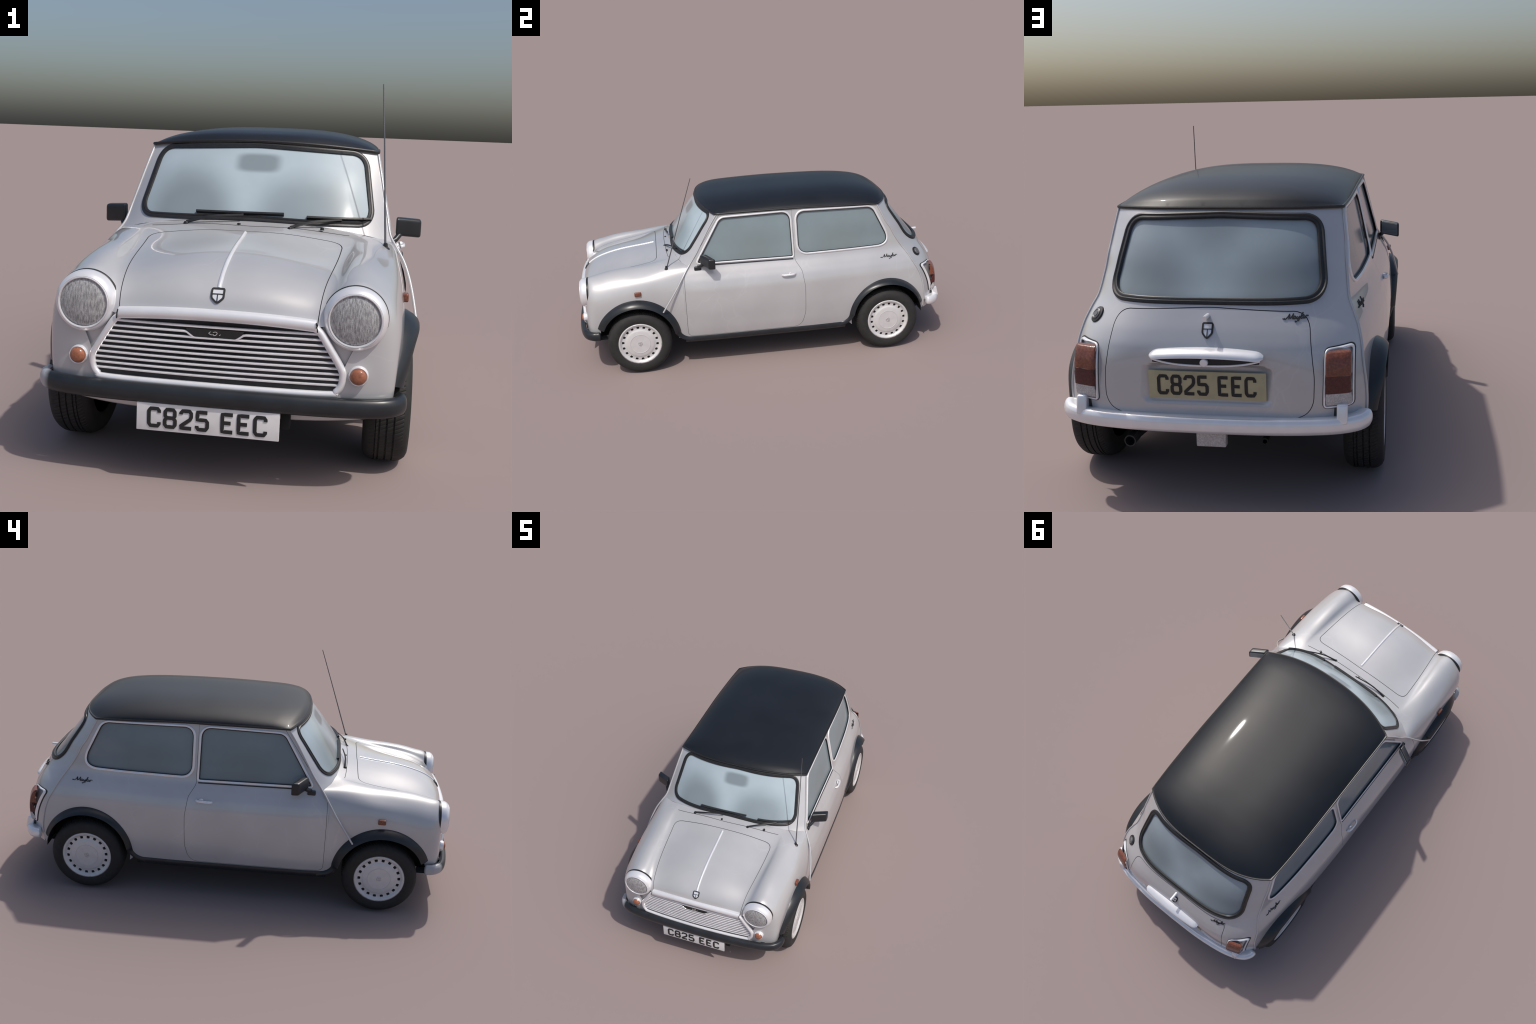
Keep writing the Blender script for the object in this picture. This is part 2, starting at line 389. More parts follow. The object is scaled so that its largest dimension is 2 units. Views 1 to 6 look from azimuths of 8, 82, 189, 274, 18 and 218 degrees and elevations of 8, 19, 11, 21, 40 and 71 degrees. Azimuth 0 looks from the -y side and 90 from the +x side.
def bspline_coeffs(A):
    """control values of the uniform cubic that passes through A along its first axis (one extra at each end)"""
    n = A.shape[0]; M = np.zeros((n+2, n+2)); R = np.zeros((n+2,)+A.shape[1:])
    M[0, :3] = (1, -2, 1); M[-1, -3:] = (1, -2, 1)
    for i in range(n): M[i+1, i:i+3] = (1/6, 4/6, 1/6); R[i+1] = A[i]
    return np.linalg.solve(M, R.reshape(n+2, -1)).reshape(R.shape)
NOSE = bspline_coeffs(nose_net()); NOSE = np.swapaxes(bspline_coeffs(np.swapaxes(NOSE, 0, 1)), 0, 1)
def basis(t): return np.stack([(1-t)**3, 3*t**3-6*t**2+4, -3*t**3+3*t**2+3*t+1, t**3], 1)/6
def nose_surf(q, b):
    q = np.asarray(q, float); b = np.asarray(b, float)
    i = np.clip(np.floor(q).astype(int), 0, NOSE.shape[0]-4); j = np.clip(np.floor(b).astype(int), 0, NOSE.shape[1]-4)
    bq, bb = basis(q-i), basis(b-j); out = np.zeros((len(q), 3))
    for a in range(4):
        for c in range(4): out += (bq[:, a]*bb[:, c])[:, None]*NOSE[i+a, j+c]
    return out

GAP = .0016
# ------------------------------------------------------------------ outlines on the side, coordinates (y, z)
FRONT_ARCH = ((-.682, .178), .205); REAR_ARCH = ((.65, .183), .197)
def arc(c, r, a0, a1, n=24): return [(c[0]+r*math.cos(math.radians(a0+(a1-a0)*k/n)), c[1]+r*math.sin(math.radians(a0+(a1-a0)*k/n))) for k in range(n+1)]
zz = np.linspace(.17, .787, 40)
tail_edge = [(float(tail_seam_y(z)), float(z)) for z in zz]
tt = np.linspace(.62, -.236, 30)
top_edge = [(y, float(gutter_z((y+.25)/.88))+.002) for y in tt]
zf = np.linspace(.80, .50, 20)
front_edge = [(float(pillar_y(z)), float(z)) for z in zf] + [(-.435, .47), (-.435, .165)]
SIDE = front_edge + [(.44, .165)] + arc(*REAR_ARCH, 190, 20)[0:] + [(.852, .20)] + tail_edge[3:] + top_edge[1:-1]
DOOR = rounded([(-.4255, .52, .03), (-.4275, .42, .1), (-.4265, .176, .024), (.176, .176, .05), (.199, .26, .05), (.2015, .40, .05), (.189, .486, .05), (.158, .536, .03), (.157, .796, .0), (-.222, .797, .0), (-.392, .556, .02)], 6)
DOOR_WIN = rounded([(-.362, .557, .012), (-.222, .784, .045), (.149, .790, .045), (.153, .552, .010)], 8)
REAR_WIN = rounded([(.175, .563, .05), (.175, .788, .045), (.594, .780, .05), (.697, .565, .05)], 8)

def tube_on(surf, outline, prof, name, mat, parent=None, sign=1, closed=True, lift=0., mirror=False, step=.01):
    o = resample(outline, step, closed); P = surf(o[:, 0], o[:, 1]); N = surf_normals(surf, o)*sign
    return sweep(name, P + N*lift, N, prof, mat, parent, closed=closed, mirror=mirror)

for mir in (False, True):
    panel('side_panel', side_surf, SIDE, 'silver_paint', [offset_poly(DOOR, GAP), REAR_WIN], mirror=mir)
    panel('inner_shell', side_surf, SIDE, 'grey_seam', [DOOR_WIN, REAR_WIN], step=(.02, .02), offset=-.0025, mirror=mir)
    d = panel('door', side_surf, DOOR, 'silver_paint', [DOOR_WIN], mirror=mir)
    panel('door_window', side_surf, offset_poly(DOOR_WIN, .003), 'side_glass', offset=-.007, mirror=mir, parent=d)
    panel('quarter_window', side_surf, offset_poly(REAR_WIN, .003), 'side_glass', offset=-.007, mirror=mir)
    tube_on(side_surf, DOOR_WIN, circle_profile(.0052, 8, .8), 'window_trim', 'chrome', d, mirror=mir)
    tube_on(side_surf, offset_poly(DOOR_WIN, -.006), circle_profile(.0026, 6), 'window_seal', 'rubber_seal', d, mirror=mir, lift=-.001)
    tube_on(side_surf, REAR_WIN, circle_profile(.0058, 8, .8), 'window_trim', 'chrome', mirror=mir)
    tube_on(side_surf, offset_poly(REAR_WIN, -.006), circle_profile(.0026, 6), 'window_seal', 'rubber_seal', mirror=mir, lift=-.001)
    # dark weather strip under the door window
    tube_on(side_surf, [(-.355, .548), (.15, .543)], [(-.003, 0), (-.002, .003), (.002, .003), (.003, 0)], 'weather_strip', 'rubber_seal', d, closed=False, mirror=mir)
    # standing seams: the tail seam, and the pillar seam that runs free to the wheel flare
    tube_on(side_surf, [(y, z) for y, z in tail_edge[5:]], circle_profile(.0042, 8), 'tail_seam', 'silver_paint', closed=False, lift=.001, mirror=mir)
    e = [(y, z) for y, z in front_edge[:-4]]
    eP = np.array([(float(X(y, z)), y, z) for y, z in e]); 
    free = np.array([(.423, -.414, .532), (.446, -.440, .495), (.463, -.468, .452), (.476, -.503, .402), (.488, -.548, .338)])
    path = smooth_path(np.vstack([eP[::3], free]), 6); nn = np.tile((1., -.35, .1), (len(path), 1))
    sweep('pillar_seam', path, nn, circle_profile(.0042, 8), 'silver_paint', mirror=mir)
    # door handle
    h = empty('door_handle')
    zx = float(X(.118, .472)); sg = -1 if mir else 1
    hp = smooth_path([(zx+.002, .082, .470), (zx+.012, .092, .472), (zx+.014, .118, .473), (zx+.012, .142, .474), (zx+.001, .152, .474)], 6)
    sweep('handle_lever', hp, (0, 0, 1), circle_profile(.0052, 8, 1.2), 'chrome', h, mirror=mir)
    sweep('handle_base', [(zx-.001, .128, .474), (zx+.006, .130, .474)], (0, 0, 1), circle_profile(.011, 14), 'chrome', h, mirror=mir)
    # side indicator on the wing
    ix = float(X(-.67, .435))
    box('side_indicator', (ix-.006, -.687, .4245), (ix+.008, -.653, .4465), 'orange_lens', .005, mirror=mir)

# ------------------------------------------------------------------ nose
HOOD = rounded([(7.0, 7.0, .0), (7.0, 1.42, .35), (9, 1.36, 2), (11.0, 1.42, .35), (11.0, 7.0, .0)], 6)
NOSE_OUT = [(0, 0), (0, 7), (18, 7), (18, 0)]
def arch_hole(flip):
    c, r = FRONT_ARCH; pts = []
    for y, z in arc(c, r, 186, -6, 30):
        lo = np.array([[.3, 2.]])
        q, b = 1., 2.5
        for _ in range(40):                                     # Newton on (y, z)
            f = nose_surf([q], [b])[0][1:] - (y, z); e = 1e-3
            J = np.array([(nose_surf([q+e], [b])[0][1:]-nose_surf([q], [b])[0][1:])/e, (nose_surf([q], [b+e])[0][1:]-nose_surf([q], [b])[0][1:])/e]).T
            dq = np.linalg.solve(J, f); q -= float(np.clip(dq[0], -.4, .4)); b -= float(np.clip(dq[1], -.4, .4))
        pts.append((18-q if flip else q, b))
    return pts
A0 = arch_hole(False); A1 = [(18-q, b) for q, b in A0]
def nose_outline():
    a = [(q, b) for q, b in A0 if q > .02]; a = [(0., a[0][1])] + a + [(0., a[-1][1])]
    m = [(18-q, b) for q, b in a]
    # a runs from the front foot of the arch to the rear foot
    left = [(0., 7.)] + a + [(0., 0.)]
    right = [(18., 0.)] + m[::-1] + [(18., 7.)]
    return left + right
NOUT = nose_outline()
hood_hole = [tuple(p) for p in offset_poly(HOOD, .03)]; hood_hole = [(q, min(b, 6.97)) for q, b in hood_hole]
NST = (.16, .1)
front_body = panel('front_wing', nose_surf, NOUT, 'silver_paint', [hood_hole], step=NST, sign=1)
panel('inner_shell', nose_surf, [(q, min(b, 6.5)) for q, b in NOUT], 'grey_seam', step=(.3, .2), offset=-.003)
hood = panel('bonnet', nose_surf, HOOD, 'silver_paint', step=NST)
if np.array([n.normal for n in front_body.data.vertices]).mean(0)[2] < 0: print('WARNING nose normals down')
# cowl seam and bonnet centre strip
tube_on(nose_surf, [(q, .62+.1*math.cos((q-9)/2.3*1.57)) for q in np.linspace(6.75, 11.25, 30)], [(-.0012, -.001), (-.0012, .0006), (.0012, .0006), (.0012, -.001)], 'cowl_seam', 'grey_seam', closed=False, step=.1)
tube_on(nose_surf, [(9., b) for b in np.linspace(1.5, 5.75, 40)], [(-.0058, -.001), (-.004, .003), (0, .0045), (.004, .003), (.0058, -.001)], 'bonnet_strip', 'chrome', hood, closed=False, step=.1)

# ------------------------------------------------------------------ windscreen
ss = np.linspace(-1, 1, 41)
W_OUT = [(s, float(screen_bottom(s))) for s in ss] + [(s, float(screen_top(s))) for s in ss[::-1]]
def on_front(x, z):
    ys = float(pillar_y(z)); return (x/float(X(ys, z)), z)
scr = rounded([(-.352, .592, .035), (0, .600, .5), (.352, .592, .035), (.318, .796, .05), (0, .811, .5), (-.318, .796, .05)], 8)
SCREEN = [on_front(x, z) for x, z in resample(scr, .02, True)]
panel('windscreen_surround', front_surf, W_OUT, 'silver_paint', [SCREEN], step=(.03, .012), sign=1)
panel('inner_shell', front_surf, W_OUT, 'black_gap', [SCREEN], step=(.06, .03), offset=-.005)
panel('windscreen', front_surf, SCREEN, 'windscreen_glass', step=(.03, .012), offset=-.001)
SEAL = [(-.0105, -.002), (-.009, .0035), (-.004, .0055), (-.001, .0035), (.003, .005), (.0075, .0035), (.009, -.002)]
tube_on(front_surf, SCREEN, SEAL, 'windscreen_seal', 'rubber_seal', step=.03)

# ------------------------------------------------------------------ tail
R_OUT = [(s, .203) for s in ss] + [(s, float(rear_top(s))) for s in ss[::-1]]
def on_rear(x, z): return (-x/float(X(float(tail_seam_y(z)), z)), z)
rw = rounded([(-.308, .560, .04), (.308, .560, .04), (.282, .766, .045), (0, .776, .5), (-.282, .766, .045)], 8)
RWIN = [on_rear(x, z) for x, z in resample(rw, .02, True)]
bt = rounded([(-.288, .259, .062), (.288, .259, .062), (.2905, .37, .2), (.270, .532, .045), (0, .544, .5), (-.270, .532, .045), (-.2905, .37, .2)], 8)
BOOT = [on_rear(x, z) for x, z in resample(bt, .02, True)]
BOOT_G = [on_rear(x, z) for x, z in offset_poly(resample(bt, .02, True), GAP*1.3)]
panel('rear_panel', rear_surf, R_OUT, 'silver_paint', [RWIN, BOOT_G], step=(.03, .012))
panel('inner_shell', rear_surf, R_OUT, 'grey_seam', [RWIN], step=(.012, .008), offset=-.003)
boot = panel('boot_lid', rear_surf, BOOT, 'silver_paint', step=(.016, .007))
panel('rear_window', rear_surf, RWIN, 'rear_glass', step=(.03, .012), offset=-.005)
tube_on(rear_surf, RWIN, [(-.013, -.002), (-.011, .005), (-.005, .0075), (-.001, .004), (.004, .0055), (.008, .004), (.010, -.002)], 'rear_window_seal', 'rubber_seal', step=.03)

# ------------------------------------------------------------------ roof
R4 = [(-1, 0), (1, 0), (1, 1), (-1, 1)]
def roof_warp(u, t):
    # finer rows towards the gutter, where the skin turns down
    return roof_surf(np.sin(np.clip(np.asarray(u, float), -1, 1)*math.pi/2), t)
roof = panel('roof', roof_warp, resample(R4, .02, True), 'roof_paint', step=(.022, .012))
def roof_edge():
    o = resample(R4, .03, True); return roof_surf(o[:, 0], o[:, 1]), o
eP, eO = roof_edge()
cen = np.array((0, .2, .78)); eN = eP - cen; eN[:, 2] = 0.002
sweep('roof_gutter', eP + np.array((0, 0, -.002)), np.tile((0, 0, 1.), (len(eP), 1)), [(-.0045, -.004), (-.0055, .001), (-.003, .0035), (.003, .004), (.0055, .001), (.0045, -.004)], 'rubber_seal', roof, closed=True)
# ------------------------------------------------------------------ wheel flares, sills, wells
def flare(front, mir):
    """band between an outer rail on the skin and an inner rail at the tyre; both rails bend into the sill at the foot"""
    if front:
        co, ro, ci, ri = (-.684, .182), .222, (-.682, .181), .188; a0, a1 = 160, 9
        to = [(-.462, .198), (-.447, .182), (-.427, .174), (-.40, .170)]; ti = [(-.490, .201), (-.474, .181), (-.452, .163), (-.40, .148)]
    else:
        co, ro, ci, ri = (.650, .185), .212, (.650, .185), .187; a0, a1 = 17, 170
        to = [(.437, .203), (.424, .187), (.404, .176), (.375, .170)]; ti = [(.461, .203), (.446, .182), (.424, .163), (.375, .148)]
    reach = K([(-5, .474), (9, .480), (60, .489), (100, .487), (130, .471), (160, .449)]) if front else K([(10, .451), (17, .454), (50, .473), (90, .480), (130, .478), (185, .470)])
    XO = float(reach(a1))
    n = 36; ang = [math.radians(a0+(a1-a0)*k/n) for k in range(n+1)]
    O = [(co[0]+ro*math.cos(a), co[1]+ro*math.sin(a)) for a in ang]; I = [(ci[0]+ri*math.cos(a), ci[1]+ri*math.sin(a)) for a in ang]
    to = smooth_path([O[-1]]+to, 4)[1:]; ti = smooth_path([I[-1]]+ti, 4)[1:]
    O = np.vstack([O, to]); I = np.vstack([I, ti]); m0 = len(ang); k = len(to)
    xo = np.concatenate([reach(np.degrees(ang)), XO + ((.4505 if front else .4495)-XO)*np.linspace(0, 1, k)**.8])
    prof = [(0., -.06), (.06, .12), (.35, .58), (.7, .90), (.95, 1.0), (1.0, .94), (1.02, .6), (1.04, -.5), (1.04, -3.)]
    V = []; m = len(prof)
    for i in range(len(O)):
        bx = float(X(O[i][0], max(.17, O[i][1])))
        for f, g in prof:
            p = O[i] + (I[i]-O[i])*f; V.append((bx + (xo[i]-bx)*g if g >= 0 else bx + .035*g, p[0], p[1]))
    V = np.array(V); Rr = len(O); F = [(i*m+j, i*m+j+1, (i+1)*m+j+1, (i+1)*m+j) for i in range(Rr-1) for j in range(m-1)]
    F.append(tuple(range(m))); F.append(tuple((Rr-1)*m+j for j in range(m)))
    if mir: V = mirror_pts(V)
    ob = make('wheel_arch_flare', V, F, 'black_plastic'); fix_normals(ob, 45)
def half_tube(c, r, x0, x1, a0, a1, mir, mat, name):
    V = []; n = 24
    for k in range(n+1):
        a = math.radians(a0+(a1-a0)*k/n); V += [(x0, c[0]+r*math.cos(a), c[1]+r*math.sin(a)), (x1, c[0]+r*math.cos(a), c[1]+r*math.sin(a))]
    F = [(2*i, 2*i+1, 2*i+3, 2*i+2) for i in range(n)]
    V += [(x0, c[0], c[1]-.0)]; F += [(2*i, 2*i+2, len(V)-1) for i in range(n)]
    V = np.array(V)
    if mir: V = mirror_pts(V)
    make(name, V, F, mat, smooth=True)
for mir in (False, True):
    for fr in (True, False):
        flare(fr, mir)
        c, r = FRONT_ARCH if fr else REAR_ARCH
        half_tube(c, r-.004, .31, .440, 2, 172 if fr else 178, mir, 'underside', 'wheel_well')
    sp = [(float(X(y, .165))-.0015, y, .157) for y in np.linspace(-.442, .418, 30)]
    sweep('sill', sp, (1, 0, 0), [(-.016, -.01), (-.017, .002), (-.012, .006), (.006, .0055), (.012, .001), (.018, -.004), (.018, -.02), (-.016, -.03)], 'black_plastic', mirror=mir)

# underbody
box('underbody', (-.33, -.90, .172), (.33, -.35, .30), 'underside', .01)
box('underbody', (-.43, -.45, .142), (.43, .43, .20), 'underside', .01)
box('underbody', (-.33, .35, .192), (.33, .90, .30), 'underside', .012)
box('subframe', (-.15, -.80, .13), (.15, -.55, .18), 'underside', .01)
box('subframe', (-.31, .46, .165), (.31, .80, .20), 'underside', .01)

# ------------------------------------------------------------------ wheels
TYRE_R = .1675
def wheel_meshes():
    prof = [(.108, .008), (.113, .0035), (.118, .002), (.130, -.0005), (.145, .001), (.155, .006), (.1615, .014), (.1655, .022), (.1672, .030)]
    w = .117
    tread = []
    for g in (.040, .058, .076, .092 - .006):
        tread += [(.1675, g-.0022), (.1635, g-.0014), (.1635, g+.0014), (.1675, g+.0022)]
    back = [(r, w-h) for r, h in prof[::-1]]
    return prof + tread + back
tp = wheel_meshes()
tyre0 = lathe('tyre', [(r, -h) for r, h in tp], 'tyre_rubber', n=96)
# tread sipes as bump is enough; rim disc with slots
disc_x = K([(0, .0), (.05, -.0005), (.070, -.003), (.080, -.007), (.094, -.008), (.100, -.003), (.106, .001), (.1115, .0005), (.1125, -.006)])
def disc_surf(y, z):
    y = np.asarray(y, float); z = np.asarray(z, float); r = np.sqrt(y*y+z*z)
    return np.stack([disc_x(r), y, z], 1)
slots = []
NS = 18
for k in range(NS):
    a = 2*math.pi*k/NS + .1; ur = np.array((math.cos(a), math.sin(a))); ut = np.array((-ur[1], ur[0]))
    sl = rounded([(-.0064, -.0064, .003), (.0064, -.0064, .003), (.0076, .0064, .003), (-.0076, .0064, .003)], 3)
    slots.append([ur*(.0885+q[1]) + ut*q[0] for q in sl])
rimc = [(.1118*math.cos(2*math.pi*k/96), .1118*math.sin(2*math.pi*k/96)) for k in range(96)]
disc0 = panel('wheel_trim', disc_surf, rimc, 'wheel_silver', slots, step=(.0045, .0045), edge=.7)
lip0 = lathe('rim_edge', [(.1118, .0), (.1135, -.001), (.1138, -.004), (.1125, -.012)], 'wheel_silver', n=72)
# short walls inside each slot
Vw, Fw = [], []
for sl in slots:
    n = len(sl); o = len(Vw)
    for p in sl: Vw.append((float(disc_x(np.hypot(*p))), p[0], p[1])); Vw.append((float(disc_x(np.hypot(*p)))-.008, p[0], p[1]))
    Fw += [(o+2*i, o+2*((i+1) % n), o+2*((i+1) % n)+1, o+2*i+1) for i in range(n)]
wall0 = make('slot_walls', Vw, Fw, 'wheel_silver', smooth=True); fix_normals(wall0, 60); wall0['kind'] = 'stuff'
back0 = lathe('wheel_back', [(0, -.013), (.112, -.013)], 'black_gap', n=48)
ring0 = lathe('hub_ring', [(.0505, -.002), (.0510, .0008), (.0520, .0008), (.0525, -.002)], 'wheel_silver', n=48)
emb = rounded([(-.0085, .009, .002), (.0085, .009, .002), (.009, -.002, .004), (0, -.011, .003), (-.009, -.002, .004)], 4)
ek = [(.0, float(p[0]), float(p[1])) for p in resample(emb, .002, True)]
emb0 = sweep('hub_emblem', ek, (1, 0, 0), [(-.0014, -.001), (-.0014, .0018), (.0014, .0018), (.0014, -.001)], 'dull_trim', closed=True)
emb1 = sweep('hub_emblem_bar', [(0, 0, .008), (0, 0, -.009)], (1, 0, 0), [(-.003, -.001), (-.003, .0018), (.003, .0018), (.003, -.001)], 'dull_trim')
parts0 = [tyre0, disc0, lip0, wall0, back0, ring0, emb0, emb1]
WX = .4735
spots = [(WX, -.680, .1675, False, 8), (WX-.003, .650, .1675, False, 40), (-WX, -.680, .1675, True, 77), (-WX+.003, .650, .1675, True, 20)]
for i, (x, y, z, mir, rot) in enumerate(spots):
    w = empty('wheel'); w.location = (x, y, z); w.rotation_euler = (math.radians(rot), 0, math.pi if mir else 0)
    for p in parts0:
        q = p.copy(); q.parent = w; bpy.context.scene.collection.objects.link(q)
        q.location = {'tyre': (0, 0, 0)}.get(p.name, (-.0035, 0, 0))
for p in parts0: bpy.data.objects.remove(p)
for x in (-1, 1):
    for y in (-.68, .65):
        lathe('brake_drum', [(0, -.01), (.07, -.01), (.07, .05), (0, .05)], 'underside', (x*.36, y, .1675), 'X', 24)

# ------------------------------------------------------------------ front lamps
for sx in (1, -1):
    o = np.array((sx*.3265, -.9555, .4275)); hl = empty('headlight'); 
    lathe('headlight_bezel', [(.0585, -.006), (.0600, -.0105), (.0622, -.011), (.0632, -.0075), (.0640, -.0085), (.070, -.004), (.0745, .006), (.0760, .020), (.0755, .034)], 'chrome', o, 'Y', 72, hl, angle=50)
    lathe('headlight_lens', [(0, -.0165), (.02, -.0158), (.04, -.0132), (.052, -.0095), (.0592, -.0050)], 'lamp_lens', o, 'Y', 64, hl)
    lathe('headlight_gasket', [(.0750, .024), (.0772, .027), (.0772, .034), (.07, .036)], 'rubber_seal', o, 'Y', 64, hl)
    o = np.array((sx*.340, -.952, .2955)); ind = empty('front_indicator')
    lathe('indicator_base', [(.0195, -.010), (.0215, -.011), (.0235, -.006), (.0238, .01)], 'chrome', o, 'Y', 40, ind)
    lathe('indicator_lens', [(0, -.021), (.008, -.0205), (.014, -.0185), (.018, -.014), (.0198, -.008)], 'amber_lens', o, 'Y', 40, ind)

# flat front skin behind lamps and grille ends
for sx in (1, -1):
    pl = rounded([(.27, .208, .0), (.370, .208, .02), (.374, .43, .03), (.335, .455, .03), (.262, .42, .02), (.245, .395, .02), (.29, .31, .02)], 5)
    panel('front_panel', lambda x, z: np.stack([np.asarray(x, float), -.9445 + .02*np.clip((np.asarray(x)-.33)/.05, 0, 2)**2, np.asarray(z, float)], 1), pl, 'silver_paint', mirror=sx < 0)

# ------------------------------------------------------------------ grille
grille = empty('grille')
def gy(x, z=.33): return -.972 + .013*(x/.3)**2 + max(0, z-.37)*.12
half = [(0, .246), (.262, .246), (.290, .254), (.302, .272), (.304, .296), (.297, .315), (.262, .372), (.248, .392), (.236, .402)]
def half_width(z):
    return float(np.interp(z, [.246, .254, .272, .296, .315, .372, .392, .402], [.262, .290, .302, .304, .297, .262, .248, .238]))
ln = smooth_path(half, 5); full = [(-x, z) for x, z in ln[::-1]] + [(x, z) for x, z in ln[1:]]
fr = [(x, gy(x, z), z) for x, z in full]
sweep('grille_frame', fr, (0, -1, 0), [(-.0085, -.008), (-.009, .002), (-.005, .0065), (.001, .007), (.006, .004), (.0085, -.001), (.0085, -.008)], 'chrome', grille)
# bonnet lip bar
lip = [(x, gy(x, .40)-.001, .4165 + .0015 - .010*(abs(x)/.236)**2.2) for x in np.linspace(-.236, .236, 41)]
sweep('bonnet_lip', lip, (0, -1, .15), [(-.014, -.012), (-.0155, .000), (-.011, .0075), (-.003, .0105), (.005, .0095), (.0125, .005), (.0145, -.004), (.013, -.012)], 'chrome', hood)
for sx in (1, -1):
    sweep('lip_joint', [(sx*.237, gy(.237, .40)-.0115, .419), (sx*.239, gy(.237, .4)-.0125, .410), (sx*.241, gy(.24, .4)-.0095, .396)], (0, -1, 0), circle_profile(.0014, 6), 'black_gap', grille)
V = [(x, gy(x)+.005, z) for x, z in full]; 
make('grille_back', V, [tuple(range(len(V)))], 'grille_dark', grille, smooth=False); 
SL = [(-.0028, -.006), (-.0030, .000), (-.0015, .003), (.0015, .003), (.0030, .000), (.0028, -.006)]
zs = [.3895 - .0133*i for i in range(10)]
for i, z in enumerate(zs):
    hw = half_width(z) - .004
    if i == 1:
        for sx in (1, -1):
            pts = [(sx*hw, z), (sx*.075, z), (sx*.068, z-.001), (sx*.052, z-.0118), (sx*.048, z-.0128)]
            pp = resample(pts, .01); sweep('grille_slat', [(x, gy(x)+.002, zv) for x, zv in pp], (0, -1, 0), SL, 'chrome', grille)
        continue
    sweep('grille_slat', [(x, gy(x)+.002, z) for x in np.linspace(-hw, hw, 31)], (0, -1, 0), SL, 'chrome', grille)
# dark badge field with two small strokes
bf = [(-.070, .3855), (.070, .3855), (.066, .378), (.050, .3665), (-.050, .3665), (-.066, .378)]
V = [(x, gy(x)-.0005, z) for x, z in bf] + [(x, gy(x)+.01, z) for x, z in bf]; n = 6
make('badge_field', V, [tuple(range(6))] + [(i, (i+1) % 6, 6+(i+1) % 6, 6+i) for i in range(6)], 'ink', grille, smooth=False)

def strokes(name, lines, place, width, depth, mat, parent, raise_=0., stuff=False):
    """flat raised lettering: lines are 2-d pen strokes, place maps (u, v) to (point, normal)"""
    for ln_ in lines:
        o = resample(ln_, max(width*.8, .0012)); PN = [place(u, v) for u, v in o]
        P = np.array([p for p, _ in PN]); N = np.array([q for _, q in PN])
        ob = sweep(name, P + N*raise_, N, [(-width/2, -.0005), (-width/2, depth), (width/2, depth), (width/2, -.0005)], mat, parent)

strokes('badge_mark', [smooth_path([(-.010, .006), (-.014, .001), (-.008, -.003), (-.002, -.002)], 4), smooth_path([(-.004, .004), (.002, .006), (.006, .002), (.002, -.004), (-.003, -.005)], 4), [(.011, -.004), (.014, -.001)]],
        lambda u, v: ((u, gy(0)-.0008, .3755+v*.8), (0, -1, 0)), .0016, .0012, 'dull_trim', grille)

def badge(place, parent, w=.0145, h=.0185):
    out = rounded([(-w, h, .003), (w, h, .003), (w, -h*.25, .01), (0, -h, .006), (-w, -h*.25, .01)], 5)
    b = empty('badge')
    o = resample(out, .002, True); PN = [place(u, v) for u, v in o]
    P = np.array([p for p, _ in PN]); N = np.array([q for _, q in PN])
    cP, cN = place(0, .001)
    make('badge_shield', np.vstack([P + N*.002, [np.array(cP)+np.array(cN)*.0028]]), [(i, (i+1) % len(P), len(P)) for i in range(len(P))], 'chrome', b); fix_normals(bpy.data.objects[b.children[0].name] if b.children else bpy.context.scene.objects[-1])
    sweep('badge_rim', P, N, [(-.0022, -.002), (-.0022, .0036), (.0022, .0036), (.0022, -.002)], 'ink', b, closed=True)
    strokes('badge_bar', [[(-w, h*.25), (w, h*.25)], [(0, h*.25), (0, -h)]], place, .0022, .0038, 'ink', b)
def hood_place(u, v):
    c = nose_surf([9.], [6.13 - v/.055])[0]; n = surf_normals(nose_surf, np.array([[9., 6.13 - v/.055]]))[0]
    return (c + np.array((u, 0, 0)), n)
badge(hood_place, hood)

# ------------------------------------------------------------------ bumpers and plates
def bumper(front):
    if front:
        half_ = [(0, -.985, .222), (.15, -.983, .222), (.28, -.975, .221), (.37, -.962, .221), (.416, -.944, .221), (.439, -.917, .220), (.443, -.895, .219), (.443, -.877, .219)]
        mat, rad = 'black_plastic', .0235; out = -1  # bright metal coloured near-black for the dark reflection along it
    else:
        half_ = [(0, .984, .239), (.15, .981, .239), (.27, .969, .239), (.35, .951, .239), (.402, .926, .240), (.425, .898, .242), (.429, .872, .245)]
        mat, rad = 'chrome', .0232; out = 1
    h_ = smooth_path(half_, 8); P = np.vstack([h_[::-1]*np.array((-1, 1, 1)), h_[1:]])
    T = np.gradient(P, axis=0); N = np.cross(T, (0, 0, 1.)); N /= np.linalg.norm(N, axis=1)[:, None]
    if N[len(N)//2][1]*out < 0: N = -N
    n = len(P); u = np.abs(np.linspace(-1, 1, n)); sc = np.where(u > .93, np.sqrt(np.clip(1-((u-.93)/.075)**2, .02, 1)), 1.)
    r = rad
    prof = [(-r, -.004), (-r*.98, .004), (-r*.8, .0105), (-r*.4, .0145), (0, .0155), (r*.4, .0145), (r*.8, .0105), (r*.98, .004), (r, -.004), (r*.85, -.010), (r*.75, -.002), (0, .004), (-r*.75, -.002), (-r*.85, -.010)]
    if not front: prof[9:] = [(r*.93, -.016), (r*.80, -.030), (r*.55, -.030), (0, -.004), (-r*.75, -.004), (-r*.85, -.010)]
    return sweep('front_bumper' if front else 'rear_bumper', P, N, prof, mat, scale=sc)
fb = bumper(True); rb = bumper(False)
